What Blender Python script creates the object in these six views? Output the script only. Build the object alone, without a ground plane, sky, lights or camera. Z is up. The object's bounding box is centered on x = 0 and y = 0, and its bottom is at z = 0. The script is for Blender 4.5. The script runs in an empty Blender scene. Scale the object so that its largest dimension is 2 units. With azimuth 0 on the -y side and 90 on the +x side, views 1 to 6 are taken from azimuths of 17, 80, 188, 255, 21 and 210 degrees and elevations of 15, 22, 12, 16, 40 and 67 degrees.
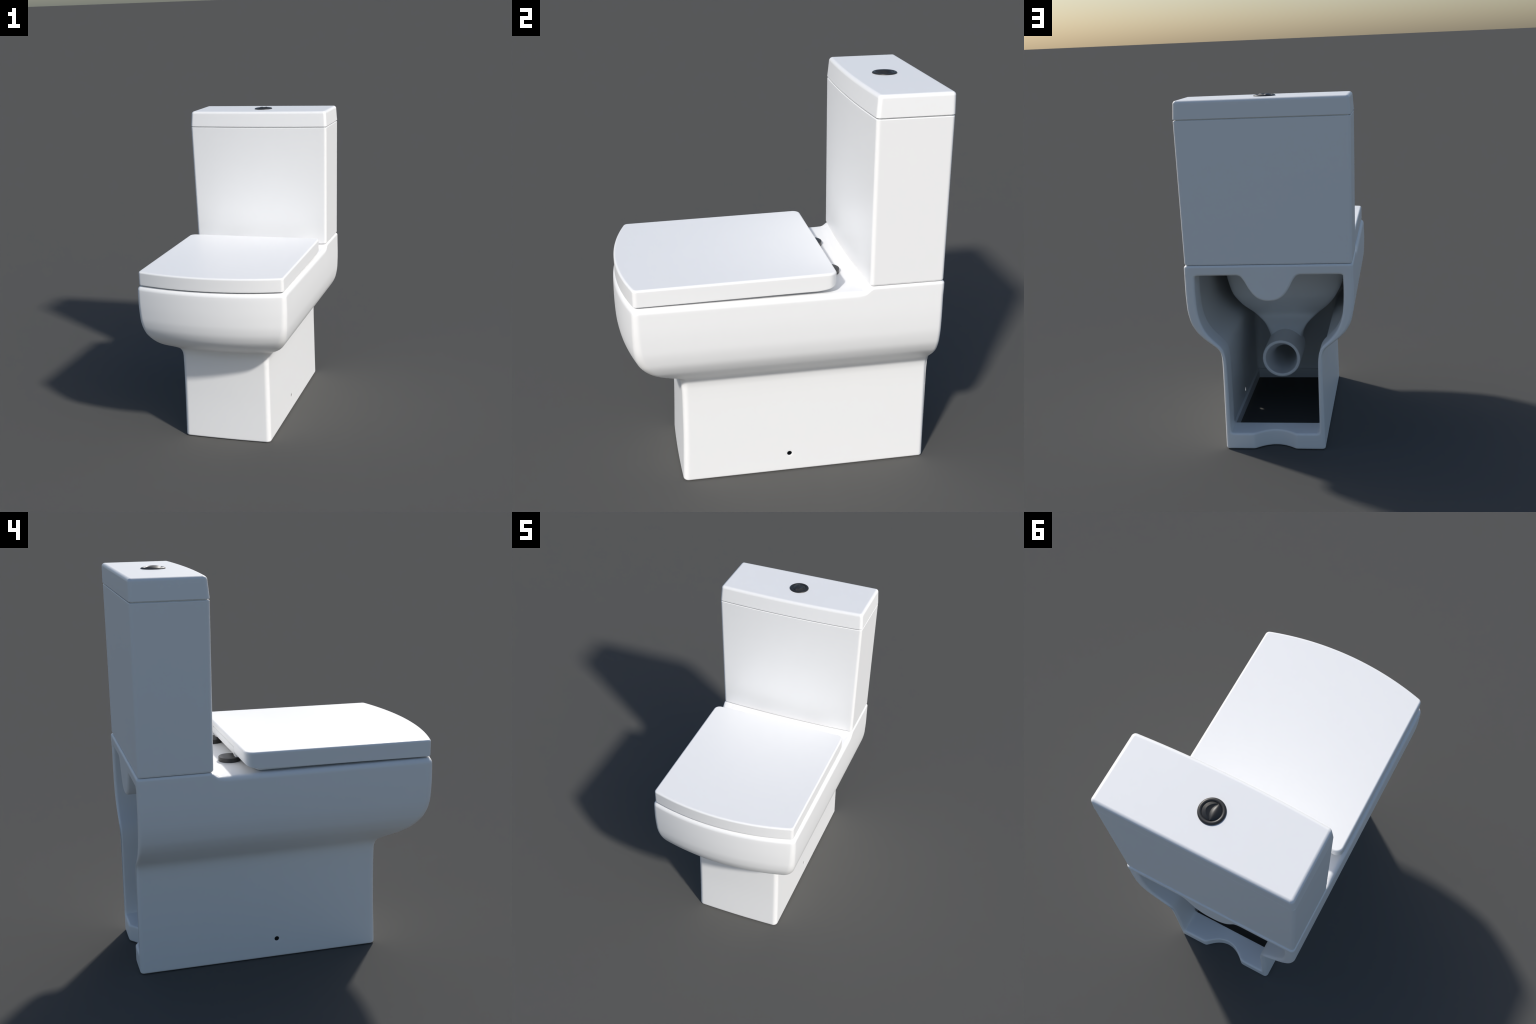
"""Close-coupled toilet: box-shaped pan open at the back, bow-fronted cistern
with lid and dual flush button, closed seat lid on two black hinge discs."""
import bpy, bmesh, math
from mathutils import Vector

# ------------------------------------------------------------------ helpers
def lerp(a, b, t):
    return a + (b - a) * t

def smooth(a, b, x):
    t = max(0.0, min(1.0, (x - a) / (b - a)))
    return t * t * (3 - 2 * t)

def pchip(table, z):
    """Monotone cubic through (z, value) pairs."""
    n = len(table)
    if z <= table[0][0]:
        return table[0][1]
    if z >= table[-1][0]:
        return table[-1][1]
    h = [table[i + 1][0] - table[i][0] for i in range(n - 1)]
    d = [(table[i + 1][1] - table[i][1]) / h[i] for i in range(n - 1)]
    m = [d[0]] + [0.0] * (n - 2) + [d[-1]]
    for i in range(1, n - 1):
        if d[i - 1] * d[i] > 0:
            w1, w2 = 2 * h[i] + h[i - 1], h[i] + 2 * h[i - 1]
            m[i] = (w1 + w2) / (w1 / d[i - 1] + w2 / d[i])
    for i in range(n - 1):
        if z <= table[i + 1][0]:
            t = (z - table[i][0]) / h[i]
            a, b = table[i][1], table[i + 1][1]
            return ((2 * t**3 - 3 * t**2 + 1) * a + (t**3 - 2 * t**2 + t) * h[i] * m[i]
                    + (3 * t**2 - 2 * t**3) * b + (t**3 - t**2) * h[i] * m[i + 1])

NR, NA, NS, NF, NB = 40, 8, 130, 10, 30      # samples: rear, rear arc, side, front arc, bow

def plan(w, yf, yr, sag, rf, rr, inset=0.0, nr=NR, ns=NS):
    """Plan outline: straight sides and back, bowed front, rounded corners.
    Starts at the middle of the back and runs round over +x.  -> [(x, y)]"""
    sag = max(sag * ((w - inset) / w), 1e-4)
    w, yf, yr = w - inset, yf + inset, yr - inset
    rf, rr = max(rf - inset, .004), max(rr - inset, .004)
    R = (w * w + sag * sag) / (2 * sag)
    by = yf + R
    cx = w - rf
    cy = by - math.sqrt((R - rf) ** 2 - cx * cx)
    a_end = math.atan2(cy - by, cx)                  # direction of the tangent point
    half = [(lerp(0, w - rr, i / nr), yr) for i in range(nr)]
    for i in range(NA):
        a = math.pi / 2 * (1 - i / NA)
        half.append((w - rr + rr * math.cos(a), yr - rr + rr * math.sin(a)))
    half += [(w, lerp(yr - rr, cy, i / ns)) for i in range(ns)]
    for i in range(NF):
        a = lerp(0, a_end, i / NF)
        half.append((cx + rf * math.cos(a), cy + rf * math.sin(a)))
    for i in range(NB + 1):
        a = lerp(a_end, -math.pi / 2, i / NB)
        half.append((R * math.cos(a), by + R * math.sin(a)))
    half[-1] = (0.0, half[-1][1])
    return half + [(-x, y) for x, y in reversed(half[1:-1])]

def loft(bm, rings, closed=True, skip=None):
    """Join rings of equal length by quads.  skip(k, i) leaves a face out."""
    vr = [[bm.verts.new(p) for p in r] for r in rings]
    n = len(rings[0])
    for k in range(len(vr) - 1):
        for i in range(n if closed else n - 1):
            if skip and skip(k, i):
                continue
            j = (i + 1) % n
            bm.faces.new((vr[k][i], vr[k][j], vr[k + 1][j], vr[k + 1][i]))
    return vr

def fillet(r, n, z0, sign):
    """(inset, z) pairs for a quarter-round edge; sign +1 = top edge ending at z0."""
    out = []
    for i in range(n + 1):
        a = math.pi / 2 * i / n
        out.append((r * (1 - math.cos(a)), z0 - sign * r * (1 - math.sin(a))))
    return out

def finish(bm, name, mat, parent, angle=32, weighted=True):
    bmesh.ops.remove_doubles(bm, verts=bm.verts, dist=1e-6)
    bmesh.ops.recalc_face_normals(bm, faces=bm.faces)
    me = bpy.data.meshes.new(name)
    bm.to_mesh(me)
    bm.free()
    ob = bpy.data.objects.new(name, me)
    bpy.context.collection.objects.link(ob)
    me.materials.append(mat)
    me.shade_smooth()
    me.set_sharp_from_angle(angle=math.radians(angle))
    if weighted:
        m = ob.modifiers.new("weighted", 'WEIGHTED_NORMAL')
        m.mode = 'FACE_AREA'
        m.weight = 100
        m.keep_sharp = True
    if parent:
        ob.parent = parent
    return ob

def turned(name, profile, mat, parent, at, n=64, angle=32):
    """Surface of revolution about z from an (r, z) profile."""
    bm = bmesh.new()
    rings = []
    for r, z in profile:
        rings.append([(at[0] + r * math.cos(2 * math.pi * i / n),
                       at[1] + r * math.sin(2 * math.pi * i / n), at[2] + z) for i in range(n)])
    vr = loft(bm, rings)
    for ring, p in ((vr[0], profile[0]), (vr[-1], profile[-1])):
        if p[0] > 1e-4:
            bm.faces.new(ring)
    bmesh.ops.remove_doubles(bm, verts=bm.verts, dist=1e-6)
    return finish(bm, name, mat, parent, angle)

# ---------------------------------------------------------------- materials
def material(name, base, rough, coat=0.0, coat_rough=.1, grain=0.0, ior=1.58):
    m = bpy.data.materials.new(name)
    m.use_nodes = True
    nt = m.node_tree
    b = nt.nodes["Principled BSDF"]
    b.inputs["IOR"].default_value = ior
    b.inputs["Coat Weight"].default_value = coat
    b.inputs["Coat Roughness"].default_value = coat_rough
    tc = nt.nodes.new("ShaderNodeTexCoord")
    nz = nt.nodes.new("ShaderNodeTexNoise")
    nz.inputs["Scale"].default_value = 9.0
    nz.inputs["Detail"].default_value = 3.0
    nt.links.new(tc.outputs["Object"], nz.inputs["Vector"])
    ramp = nt.nodes.new("ShaderNodeValToRGB")
    ramp.color_ramp.elements[0].position = .3
    ramp.color_ramp.elements[1].position = .7
    ramp.color_ramp.elements[0].color = [c * (1 - grain) for c in base] + [1]
    ramp.color_ramp.elements[1].color = list(base) + [1]
    nt.links.new(nz.outputs["Fac"], ramp.inputs["Fac"])
    nt.links.new(ramp.outputs["Color"], b.inputs["Base Color"])
    mr = nt.nodes.new("ShaderNodeMapRange")
    mr.inputs["To Min"].default_value = rough * .97
    mr.inputs["To Max"].default_value = rough * 1.03
    nt.links.new(nz.outputs["Fac"], mr.inputs["Value"])
    nt.links.new(mr.outputs["Result"], b.inputs["Roughness"])
    return m

WHITE = (.992, .994, .996)
ceramic = material("glazed_ceramic", WHITE, .42, grain=.004)
plastic = material("white_plastic", WHITE, .42, grain=.004)
black = material("black_plastic", (.022, .022, .022), .42, grain=.05)

root = bpy.data.objects.new("toilet", None)
bpy.context.collection.objects.link(root)
root["label"] = "white boxy close-coupled toilet with closed seat and black flush button"
root["category"] = "toilet"

# ---------------------------------------------------------------------- pan
YR = .7705                                  # plane of the open back
DECK = 1.0565                                # height of the rim and seat deck
RTOP, RBOT, RREAR = .025, .010, .020
HALF_WIDTH = [(0, .285), (.25, .2835), (.45, .2825), (.53, .2835), (.555, .2862), (.575, .2920), (.595, .305), (.617, .331), (.640, .361), (.665, .390),
              (.70, .422), (.76, .452), (.84, .4665), (.95, .4705), (1.06, .4695)]
FRONT = [(0, -.497), (.30, -.487), (.48, -.485), (.53, -.4865), (.555, -.490), (.577, -.499), (.598, -.516), (.621, -.562), (.646, -.624), (.67, -.671),
         (.70, -.706), (.745, -.741), (.80, -.763), (.86, -.772), (.93, -.774), (1.00, -.773), (1.06, -.770)]
SAG = [(0, .006), (.50, .006), (.56, .008), (.60, .020), (.65, .051), (.70, .063), (.80, .070), (.90, .073), (1.06, .073)]
CORNER = [(0, .030), (.5, .030), (.6, .045), (.72, .056), (.85, .045), (1.06, .036)]

def deck_step(x, y):
    """The tank platform stands a little above the seat deck, along a bowed line."""
    edge = .407 - .018 * (1 - (x / .46) ** 2)
    return .022 * smooth(edge - .024, edge + .018, y)

def pan_ring(z, inset=0.0):
    return plan(pchip(HALF_WIDTH, z), pchip(FRONT, z), YR, pchip(SAG, z), pchip(CORNER, z), RREAR, inset)

def notch(x, y, z):
    """Pipe cut-out in the lip at the foot of the open back."""
    s = 1 - (x / .117) ** 2
    d = .064 * (.5 * (s + math.sqrt(s * s + .012)))
    if abs(x) > .16:
        d = 0
    return d * max(0, min(1, (y - .64) / (YR - .64))) * (1 - smooth(.12, .3, z))

RIM_HALF = [(0, .871), (.034, .874), (.066, .888), (.094, .915), (.117, .952), (.138, .994), (.160, 1.021), (.200, 1.021),
            (.290, 1.021), (.398, 1.021), (.412, 1.018), (.413, .998), (.414, .90), (.405, .785), (.375, .703), (.328, .648),
            (.278, .604), (.259, .545), (.257, .40), (.256, .20), (.255, .115), (.250, .095), (.218, .095), (.12, .095), (0, .095)]
ROOM_HALF = [(0, 1.040), (.034, 1.040), (.066, 1.040), (.094, 1.040), (.117, 1.040), (.138, 1.040), (.160, 1.040), (.200, 1.040),
            (.310, 1.040), (.450, 1.040), (.463, 1.037), (.466, 1.010), (.466, .90), (.452, .785), (.414, .703), (.367, .648),
            (.323, .604), (.287, .545), (.280, .40), (.280, .20), (.280, .100), (.278, .060), (.240, .060), (.12, .060), (0, .060)]

def chaikin(half):
    pts = half + [(-x, z) for x, z in reversed(half[1:-1])]
    for _ in range(3):
        q = []
        for i in range(len(pts)):
            a, b = pts[i], pts[(i + 1) % len(pts)]
            q.append((lerp(a[0], b[0], .25), lerp(a[1], b[1], .25)))
            q.append((lerp(a[0], b[0], .75), lerp(a[1], b[1], .75)))
        pts = q
    return pts

def outlines():
    """Outline of the open back in x,z (tank shelf with a hanging tongue above, side
    walls, lip below) and of the wider room behind its rim, point for point."""
    pts, room = chaikin(RIM_HALF), chaikin(ROOM_HALF)
    n = len(pts)
    cum = [0.0]
    for i in range(n):
        a, b = pts[i], pts[(i + 1) % n]
        cum.append(cum[-1] + math.hypot(b[0] - a[0], b[1] - a[1]))
    N, o1, o2, k = 320, [], [], 0
    for i in range(N):
        d = cum[-1] * i / N
        while cum[k + 1] < d:
            k += 1
        t = (d - cum[k]) / (cum[k + 1] - cum[k])
        for src, out in ((pts, o1), (room, o2)):
            a, b = src[k], src[(k + 1) % n]
            x, z = lerp(a[0], b[0], t), lerp(a[1], b[1], t)
            if src is room:                               # stay inside the outer skin
                if .12 < z < 1.0 and abs(x) > .2:
                    x = math.copysign(pchip(HALF_WIDTH, z) - .003, x)
                x = math.copysign(min(abs(x), pchip(HALF_WIDTH, z) - .003), x)
            out.append((x, z))
    for sg in (1, -1):                                    # edge of the floor opening
        flat = [i for i in range(N) if o2[i][1] < .0602 and o2[i][0] * sg > .2]
        k = max(flat, key=lambda i: abs(o2[i][0]))
        o2[k] = (sg * .266, o2[k][1])
    return o1, o2

def widen(out, off):
    res, N = [], len(out)
    for i in range(N):
        a, b = out[i - 1], out[(i + 1) % N]
        tx, tz = b[0] - a[0], b[1] - a[1]
        l = math.hypot(tx, tz)
        res.append((out[i][0] - tz / l * off, out[i][1] + tx / l * off))
    return res

def punch(bm, c, r, side):
    """Bolt hole through a side wall: outer sheet at x=c.x, inner sheet just behind."""
    loops = []
    for facing in (1, -1):
        kill = []
        for f in bm.faces:
            m = f.calc_center_median()
            if abs(m.x * side - (c.x - .003) - facing * .003) < .0028 and math.hypot(m.y - c.y, m.z - c.z) < r * 2.0 and abs(f.normal.x) > .8:
                kill.append(f)
        edges = {}
        for f in kill:
            for e in f.edges:
                edges[e] = edges.get(e, 0) + 1
        rim = [e for e, k in edges.items() if k == 1]
        xm = sum(v.co.x for e in rim for v in e.verts) / (2 * len(rim))
        bmesh.ops.delete(bm, geom=kill, context='FACES')
        ring = [[bm.verts.new((xm, c.y + q * math.cos(a), c.z + q * math.sin(a)))
                 for a in [2 * math.pi * i / 24 for i in range(24)]] for q in (r * 1.25,)][0]
        ce = [bm.edges.new((ring[i], ring[(i + 1) % 24])) for i in range(24)]
        bmesh.ops.triangle_fill(bm, use_beauty=True, use_dissolve=False, edges=rim + ce)
        loops.append((ring, xm))
    (a, xa), (b, xb) = loops
    mids = []
    for x in (xa + (xb - xa) * .30, xb + (xa - xb) * .2):
        mids.append([bm.verts.new((x, c.y + r * math.cos(2 * math.pi * i / 24), c.z + r * math.sin(2 * math.pi * i / 24)))
                     for i in range(24)])
    seq = [a] + mids + [b]
    for p, q in zip(seq, seq[1:]):
        for i in range(24):
            j = (i + 1) % 24
            bm.faces.new((p[i], p[j], q[j], q[i]))

def build_pan():
    bm = bmesh.new()
    # outer skin: foot fillet, body, rim fillet
    spec = [(e, z) for e, z in reversed(fillet(RBOT, 5, 0.0, -1))]        # inset r -> 0
    k0 = len(spec) - 1
    nz = 110
    spec += [(0.0, lerp(RBOT, DECK - RTOP, i / nz)) for i in range(1, nz + 1)]
    k1 = len(spec) - 1
    spec += fillet(RTOP, 8, DECK, 1)[1:]
    rings = []
    for e, z in spec:
        ring = []                                         # the rim's round edge tightens under the tank
        for (x, y), (x2, y2) in zip(pan_ring(z, e), pan_ring(z, e * .45)):
            t = smooth(.34, .42, y) if z > .5 else 0
            ring.append((lerp(x, x2, t), lerp(y, y2, t), lerp(z, DECK - (DECK - z) * .5, t * smooth(DECK - .06, DECK - RTOP, z))))
        rings.append(ring)
    n = len(rings[0])
    # deck: from the rim in to the bowl mouth, then down the basin
    def mouth(z, s):
        return [(x * s, -.25 + (y + .25) * s, z) for x, y in plan(.345, -.655, .150, .07, .12, .15)]
    rim, m0 = rings[-1], mouth(DECK, 1.0)
    for k in range(1, 71):
        t = k / 70
        rings.append([(lerp(a[0], b[0], t), lerp(a[1], b[1], t), DECK) for a, b in zip(rim, m0)])
    for s, z in ((.985, DECK - .003), (.972, DECK - .012), (.965, DECK - .03), (.95, .96), (.90, .86), (.80, .76),
                 (.62, .66), (.40, .60), (.2, .585)):
        rings.append(mouth(z, s))
    NRr = NR
    def skip(k, i):                                       # the open back is filled separately
        return k0 <= k < k1 and (i < NRr or i >= n - NRr)
    def lift(p):
        x, y, z = p
        y += .0025 * smooth(.98, DECK - RTOP, z) * smooth(.70, .75, y)   # back edge kicks out under the tank
        return (x, y, z + deck_step(x, y) * smooth(.90, DECK - RTOP, z))
    rings = [[lift(p) for p in r] for r in rings]
    vr = loft(bm, rings, skip=skip)
    bm.faces.new(vr[-1])
    # boundary of the open back
    for v in [v for r in vr[k0 + 1:k1] for v in r[:NRr] + r[n - NRr + 1:]]:
        bm.verts.remove(v)
    right = [r[NRr] for r in vr[k0:k1 + 1]]
    left = [r[n - NRr] for r in vr[k0:k1 + 1]]
    top = vr[k1][n - NRr:] + vr[k1][:NRr + 1]
    bot = vr[k0][n - NRr:] + vr[k0][:NRr + 1]
    outer = [bm.edges.get(p) or bm.edges.new(p) for ch in (right, left, top, bot) for p in zip(ch, ch[1:])]
    # cavity: rounded rim then straight walls to the front
    rf, cav = .014, []
    o1, o2 = outlines()
    for i in range(7):
        a = math.pi / 2 * i / 6
        cav.append([(x, YR - rf * (1 - math.cos(a)), z) for x, z in widen(o1, rf * (1 - math.sin(a)))])
    ys = [.735, .71] + [lerp(.69, .645, i / 8) for i in range(9)] + [.640, .637]
    ys += [lerp(.63, -.44, i / 88) for i in range(89)]
    for y in ys:
        side, low = 1 - smooth(.578, .625, y), 1 - smooth(.637, .640, y)
        row = []
        for a, b in zip(o1, o2):
            w = lerp(low, side, smooth(.095, .16, a[1]))
            sill = .013 * max(0, min(1, (.755 - y) / .11)) * (1 - smooth(.096, .13, a[1]))
            row.append((lerp(a[0], b[0], w), y, lerp(a[1] + sill, b[1], w)))
        cav.append(row)
    for i in range(1, 7):
        a = math.pi / 2 * i / 6
        k = .030 * (1 - math.cos(a))
        cav.append([(x * (1 - k / .26), -.44 - .034 * math.sin(a), z) for x, z in o2])
    cv = loft(bm, cav)
    bm.faces.new(cv[-1])
    m = len(cv[0])
    inner = [bm.edges.get((cv[0][i], cv[0][(i + 1) % m])) for i in range(m)]
    bm.normal_update()
    bmesh.ops.triangle_fill(bm, use_beauty=True, use_dissolve=False, edges=outer + inner)
    # opening in the floor
    floor = [f for f in bm.faces if all(v.co.z < .0605 and abs(v.co.x) < .268 and -.456 < v.co.y < .6375 for v in f.verts)
             and abs(f.normal.z) > .9]
    cnt = {}
    for f in floor:
        for e in f.edges:
            cnt[e] = cnt.get(e, 0) + 1
    edge = [e for e, c in cnt.items() if c == 1]
    bmesh.ops.delete(bm, geom=floor, context='FACES')
    ext = bmesh.ops.extrude_edge_only(bm, edges=edge)['geom']
    for v in [g for g in ext if isinstance(g, bmesh.types.BMVert)]:
        v.co.z = 0.0
    low = [g for g in ext if isinstance(g, bmesh.types.BMEdge) and all(v.co.z < 1e-6 for v in g.verts)]
    foot = [bm.edges.get((vr[0][i], vr[0][(i + 1) % n])) for i in range(n)]
    bmesh.ops.triangle_fill(bm, use_beauty=True, use_dissolve=False, edges=foot + low)
    # ceiling of the cavity is open where the bowl hangs through it
    mouthpiece = [f for f in bm.faces if f.calc_center_median().z > 1.03 and f.calc_center_median().z < 1.045
                  and abs(f.calc_center_median().x) < .34 and -.33 < f.calc_center_median().y < .12 and abs(f.normal.z) > .9
                  and len(f.verts) == 4]
    bmesh.ops.delete(bm, geom=mouthpiece, context='FACES')
    loose = [v for v in bm.verts if not v.link_faces]
    bmesh.ops.delete(bm, geom=loose, context='VERTS')
    bm.normal_update()
    for side in (1, -1):
        punch(bm, Vector((.2862, .056, .1015)), .0125, side)
    for v in bm.verts:                                    # pipe cut-out in the lip
        v.co.y -= notch(v.co.x, v.co.y, v.co.z)
    return finish(bm, "pan", ceramic, root, 40)

pan = build_pan()

# ------------------------------------- bowl underside and outlet, inside the pan
def build_bowl():
    bm = bmesh.new()
    # z, half width, front y, back y
    # z, half width, front end, widest at, back end
    form = [(.345, .040, -.24, .00, .06), (.365, .080, -.28, .02, .08), (.40, .094, -.30, .04, .10), (.47, .103, -.32, .05, .11),
            (.53, .132, -.34, .035, .078), (.59, .199, -.37, .000, .040), (.66, .275, -.41, .030, .085), (.73, .326, -.47, .045, .122),
            (.80, .360, -.54, -.002, .133), (.90, .388, -.61, -.045, .135), (1.045, .413, -.64, -.09, .130)]
    rings = []
    for k in range(61):
        z = lerp(form[0][0], form[-1][0], k / 60)
        hw, y0, yc, y1 = (pchip([(f[0], f[j]) for f in form], z) for j in (1, 2, 3, 4))
        r = []
        for i in range(72):
            ca, sa = math.cos(2 * math.pi * i / 72), math.sin(2 * math.pi * i / 72)
            e = .72 if sa > 0 else 1.0                    # blunt back, rounder front
            r.append((hw * math.copysign(abs(ca) ** e, ca), yc + math.copysign(abs(sa) ** e, sa) * ((y1 - yc) if sa > 0 else (yc - y0)), z))
        rings.append(r)
    vr = loft(bm, rings)
    bm.faces.new(vr[0])
    way = [f for f in bm.faces if f.calc_center_median().y > -.25
           and math.hypot(f.calc_center_median().x, f.calc_center_median().z - (.357 + .2 * max(0, f.calc_center_median().y - .05))) < .086]
    bmesh.ops.delete(bm, geom=way, context='FACES')       # the waterway opens into the outlet
    return finish(bm, "bowl_underside", ceramic, root, 50)

def build_outlet():
    bm = bmesh.new()
    # (radius, y, drop of the bore's centre): the bore narrows and slants inwards
    prof = [(.001, -.26, -.036), (.070, -.26, -.036), (.071, .165, -.036), (.080, .215, -.022), (.090, .28, -.008), (.0945, .322, 0), (.0965, .329, 0), (.101, .332, 0),
            (.108, .332, 0), (.113, .330, 0), (.1155, .323, 0), (.1155, .20, 0), (.1155, .02, 0)]
    n, rings = 64, []
    for r, y, dz in prof:
        rings.append([(.003 + r * math.cos(2 * math.pi * i / n), y, .396 + dz + r * math.sin(2 * math.pi * i / n)) for i in range(n)])
    loft(bm, rings)
    return finish(bm, "waste_outlet", ceramic, root, 40)

build_bowl()
build_outlet()

# ------------------------------------------------------------------ cistern
SEAM = 1.882
def lofted_block(name, spec, mat, post=None, angle=40):
    """spec: list of (z, inset, w, yf, yr, sag, rf, rr); both ends capped flat."""
    bm = bmesh.new()
    rings = []
    for z, e, w, yf, yr, sag, rf, rr in spec:
        r = [(x, y, z) for x, y in plan(w, yf, yr, sag, rf, rr, e, ns=40)]
        rings.append([post(*p) for p in r] if post else r)
    vr = loft(bm, rings)
    bm.faces.new(vr[0])
    bm.faces.new(vr[-1])
    return finish(bm, name, mat, root, angle)

def tank_dims(z):
    t = (z - 1.08) / (SEAM - 1.08)
    return (lerp(.4655, .4785, t), lerp(.3945, .3935, t), lerp(.7665, .7705, t), lerp(.0145, .0165, t), .019, .016)

spec = [(z, e, *tank_dims(z)) for e, z in reversed(fillet(.012, 6, 1.0802, -1))]
spec += [(z, e, *tank_dims(z)) for e, z in fillet(.004, 4, SEAM - .0028, 1)]
lofted_block("cistern", spec, ceramic)

# shadow gap between cistern and its lid
lofted_block("lid_gasket", [(SEAM - .01, .013, *tank_dims(SEAM)), (SEAM + .01, .013, *tank_dims(SEAM))], ceramic)

LIDTOP = 1.986
def lid_dims(z):
    t = (z - SEAM) / (LIDTOP - SEAM)
    return (lerp(.4795, .4730, t), lerp(.3922, .4018, t), lerp(.7722, .7724, t), .0170, .020, .018)

spec = [(z, e, *lid_dims(z)) for e, z in reversed(fillet(.003, 3, SEAM + .0025, -1))]
spec += [(z, e, *lid_dims(z)) for e, z in fillet(.017, 8, LIDTOP, 1)]
lofted_block("cistern_lid", spec, ceramic)

# ------------------------------------------------------------- flush button
BX, BY = 0.0, .580
def arc(cx, cz, r, a0, a1, n):
    return [(cx + r * math.cos(math.radians(lerp(a0, a1, i / n))), cz + r * math.sin(math.radians(lerp(a0, a1, i / n)))) for i in range(n + 1)]

turned("flush_button_ring", [(.0600, -.002), (.0606, .001)] + [(.0512 + .0094 * math.cos(math.radians(a)), .001 + .0062 * math.sin(math.radians(a))) for a in range(0, 181, 12)] + [(.0416, -.004), (.0416, -.010)],
       black, root, (BX, BY, LIDTOP), 72)

def build_buttons():
    """Two push halves inside the ring: a crescent with a crisp crest and a domed
    lens, meeting in a curved valley."""
    bm = bmesh.new()
    R, rows = .0424, []
    for j in range(41):
        v = math.sin(math.radians(lerp(-87, 87, j / 40)))
        y = R * v
        e = math.sqrt(1 - v * v)
        rim, bulge = R * e, 1 - v * v
        crest, valley = lerp(-.012, .0245, bulge), lerp(-.012, .0050, bulge)
        crest, valley = min(crest, rim * .75), max(min(valley, rim * .5), -rim * .6)
        zr, zv, h1, h2 = .0030, lerp(.0030, .0078, e), lerp(.0030, .0138, e), lerp(.0030, .0138, e)
        row = [(lerp(rim, crest, t / 8), lerp(zr, h1, t / 8)) for t in range(8)]
        row += [(lerp(crest, valley, t / 10), lerp(zv, h1, (1 - t / 10) ** 1.35)) for t in range(10)]
        for t in range(21):
            q = t / 20
            dome = math.sin(math.pi * min(q, 1) ** .93)
            row.append((lerp(valley, -rim, q), lerp(zv, zr, q) + (h2 - (zv + zr) / 2) * dome * .95))
        rows.append([(BX + x, BY + y, LIDTOP + z) for x, z in row])
    loft(bm, rows, closed=False)
    return finish(bm, "flush_button", black, root, 30, False)
build_buttons()

# ---------------------------------------------------------------- seat + lid
SEATTOP, SEATBOT, SY = 1.152, 1.0675, .254
def seat_post(x, y, z):
    t = (y + .75) / 1.02
    low = 1 - smooth(SEATBOT + .005, SEATTOP - .02, z)
    rise = .0
    s = (y - .150) / (SY - .150)                       # side skirt sweeps up to the back corner
    if s > 0:
        rise = .034 * (1 - math.sqrt(max(0, 1 - min(1, s) ** 2)))
    if y > .205 and abs(x) < .232:                     # cut away above the hinge bar
        low, rise = max(0, min(1, (SEATTOP - .012 - z) / (SEATTOP - .012 - SEATBOT))), .058
    return (x, y, z + low * rise + lerp(-.0035, .0080, t))

sd = (.4565, -.7630, SY, .070, .024, .040)
def build_seat_lid():
    bm = bmesh.new()
    spec = [(1.105, .03), (SEATBOT + .001, .0165), (SEATBOT, .015), (SEATBOT, .004)]
    spec += [(z, e) for e, z in reversed(fillet(.004, 3, SEATBOT, -1))][1:]
    spec += [(lerp(SEATBOT + .004, SEATTOP - .011, i / 8), 0.0) for i in range(1, 8)]
    spec += [(z, e) for e, z in fillet(.011, 7, SEATTOP, 1)]
    rings = [[seat_post(x, y, z) for x, y in plan(*sd, e, nr=90)] for z, e in spec]
    vr = loft(bm, rings)
    bm.faces.new(vr[0])
    bm.faces.new(vr[-1])
    return finish(bm, "seat_lid", plastic, root, 40)
build_seat_lid()

def build_seat():
    """Seat ring lying on the rim, hidden by the lid's skirt but for the gap."""
    bm = bmesh.new()
    yo, w = -.740, .434
    def loop(e, z):
        return [(x, y, z) for x, y in plan(w, yo, .195, .066, .03, .03, e)]
    def hole(e, z):
        return [(x, y, z) for x, y in plan(.27 + e, -.60 - e, .10 + e, .09, .16, .16)]
    rings = [loop(.006, 1.061), loop(0, 1.066), loop(0, 1.092), loop(.008, 1.1), hole(.006, 1.1), hole(0, 1.092),
             hole(0, 1.066), hole(.006, 1.061)]
    rings.append(rings[0])
    loft(bm, rings)
    return finish(bm, "seat", plastic, root, 40)
build_seat()

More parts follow.
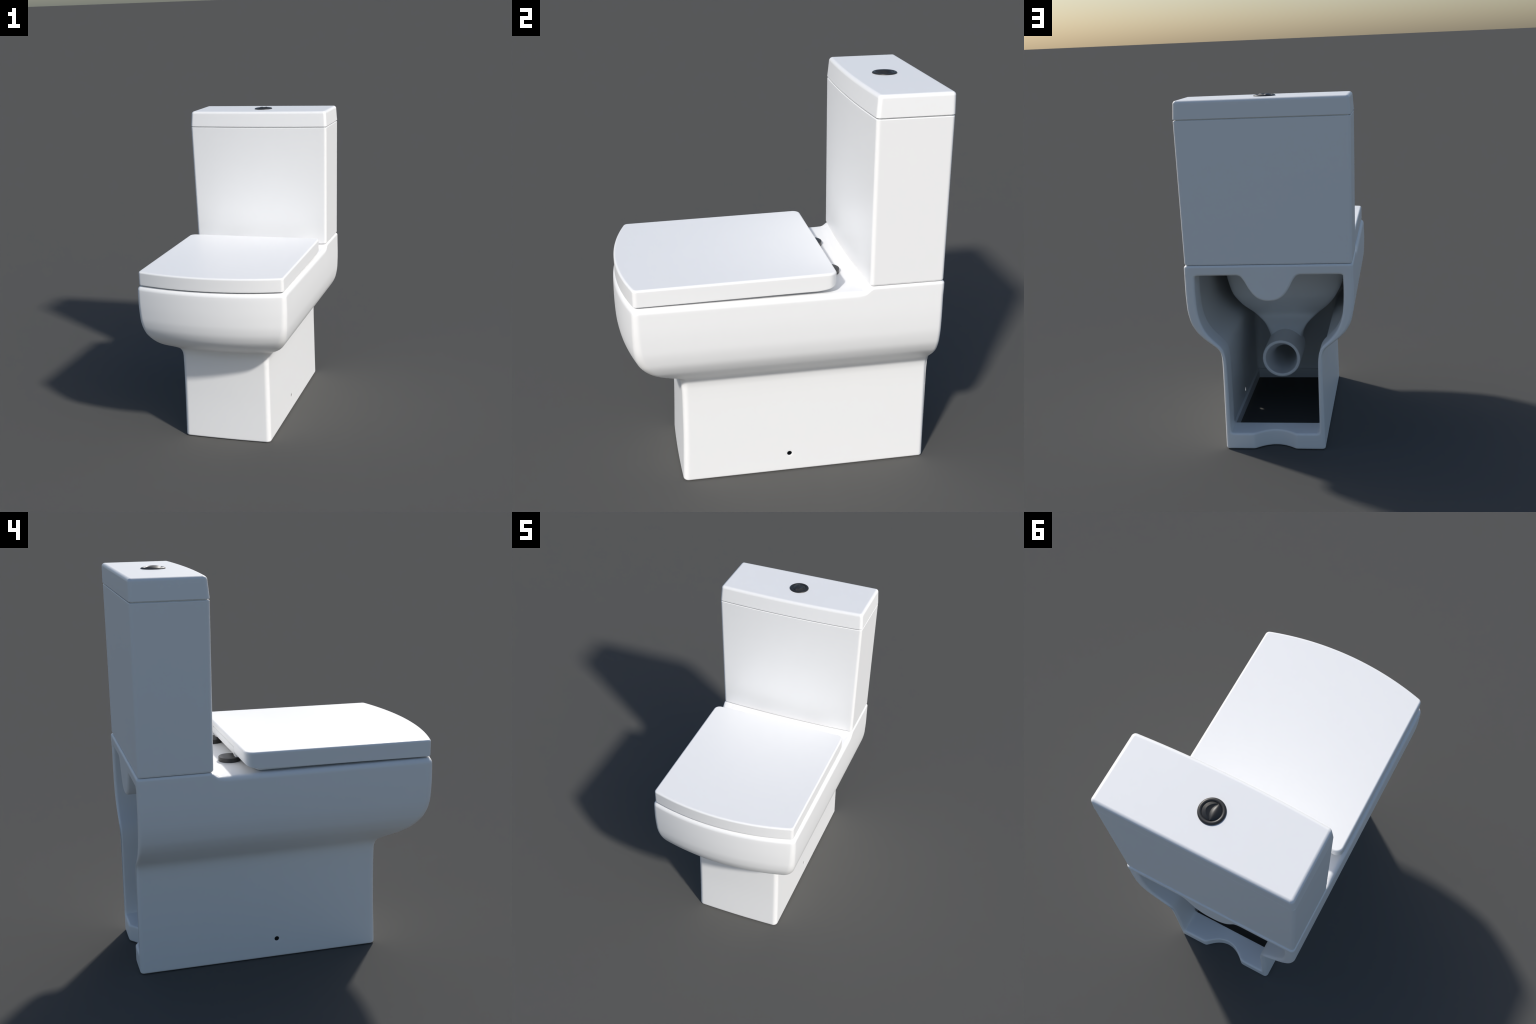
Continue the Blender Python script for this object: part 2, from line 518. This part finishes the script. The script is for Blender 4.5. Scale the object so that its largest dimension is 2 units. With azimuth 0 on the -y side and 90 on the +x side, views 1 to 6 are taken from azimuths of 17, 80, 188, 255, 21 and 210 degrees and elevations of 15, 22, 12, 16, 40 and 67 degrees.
# ------------------------------------------------------------------- hinges
def rounded_box(bm, x0, x1, y0, y1, z0, z1, r, seg=3):
    tmp = bmesh.new()
    bmesh.ops.create_cube(tmp, size=1)
    for v in tmp.verts:
        v.co = (lerp(x0, x1, v.co.x + .5), lerp(y0, y1, v.co.y + .5), lerp(z0, z1, v.co.z + .5))
    bmesh.ops.bevel(tmp, geom=tmp.edges[:], offset=r, segments=seg, profile=.5, affect='EDGES')
    me = bpy.data.meshes.new("tmp")
    tmp.to_mesh(me)
    tmp.free()
    bm.from_mesh(me)
    bpy.data.meshes.remove(me)

def build_hinge_bar():
    bm = bmesh.new()
    # rounded bar filling the cut in the back of the lid
    n, rings = 28, []
    for x in (-.228, -.224, .224, .228):
        s = .9 if abs(x) > .226 else 1
        ring = []
        for i in range(n):
            a = 2 * math.pi * i / n
            ca, sa = math.cos(a), math.sin(a)
            ring.append((x, .230 + .0255 * s * math.copysign(abs(ca) ** .45, ca), 1.1115 + .0205 * s * math.copysign(abs(sa) ** .45, sa)))
        rings.append(ring)
    vr = loft(bm, rings)
    bm.faces.new(vr[0])
    bm.faces.new(vr[-1])
    return finish(bm, "hinge_bar", plastic, root, 40)
build_hinge_bar()

def build_post(side):
    """Gusset from the bar down to the disc."""
    bm = bmesh.new()
    prof = [(.120, 1.100), (.228, 1.100), (.228, 1.074), (.196, 1.074), (.190, 1.080)]
    rows = [[(side * x, y, z) for x, z in prof] for y in (.216, .246)]
    vr = loft(bm, rows)
    bm.faces.new(vr[0])
    bm.faces.new(vr[1])
    bmesh.ops.recalc_face_normals(bm, faces=bm.faces)
    bmesh.ops.bevel(bm, geom=bm.edges[:], offset=.003, segments=2, profile=.5, affect='EDGES')
    return finish(bm, "hinge_post", plastic, root, 40)

for side in (1, -1):
    build_post(side)
disc = turned("hinge_disc", [(.001, -.003), (.054, -.003), (.055, .0), (.055, .017)] + arc(.0525, .0185, .0025, 0, 90, 4)
              + [(.03, .0225), (.001, .0225)], black, root, (0, 0, 0), 64)
disc.location = (.192, .268, DECK + .001)
twin = disc.copy()
twin.location.x = -.192
bpy.context.collection.objects.link(twin)
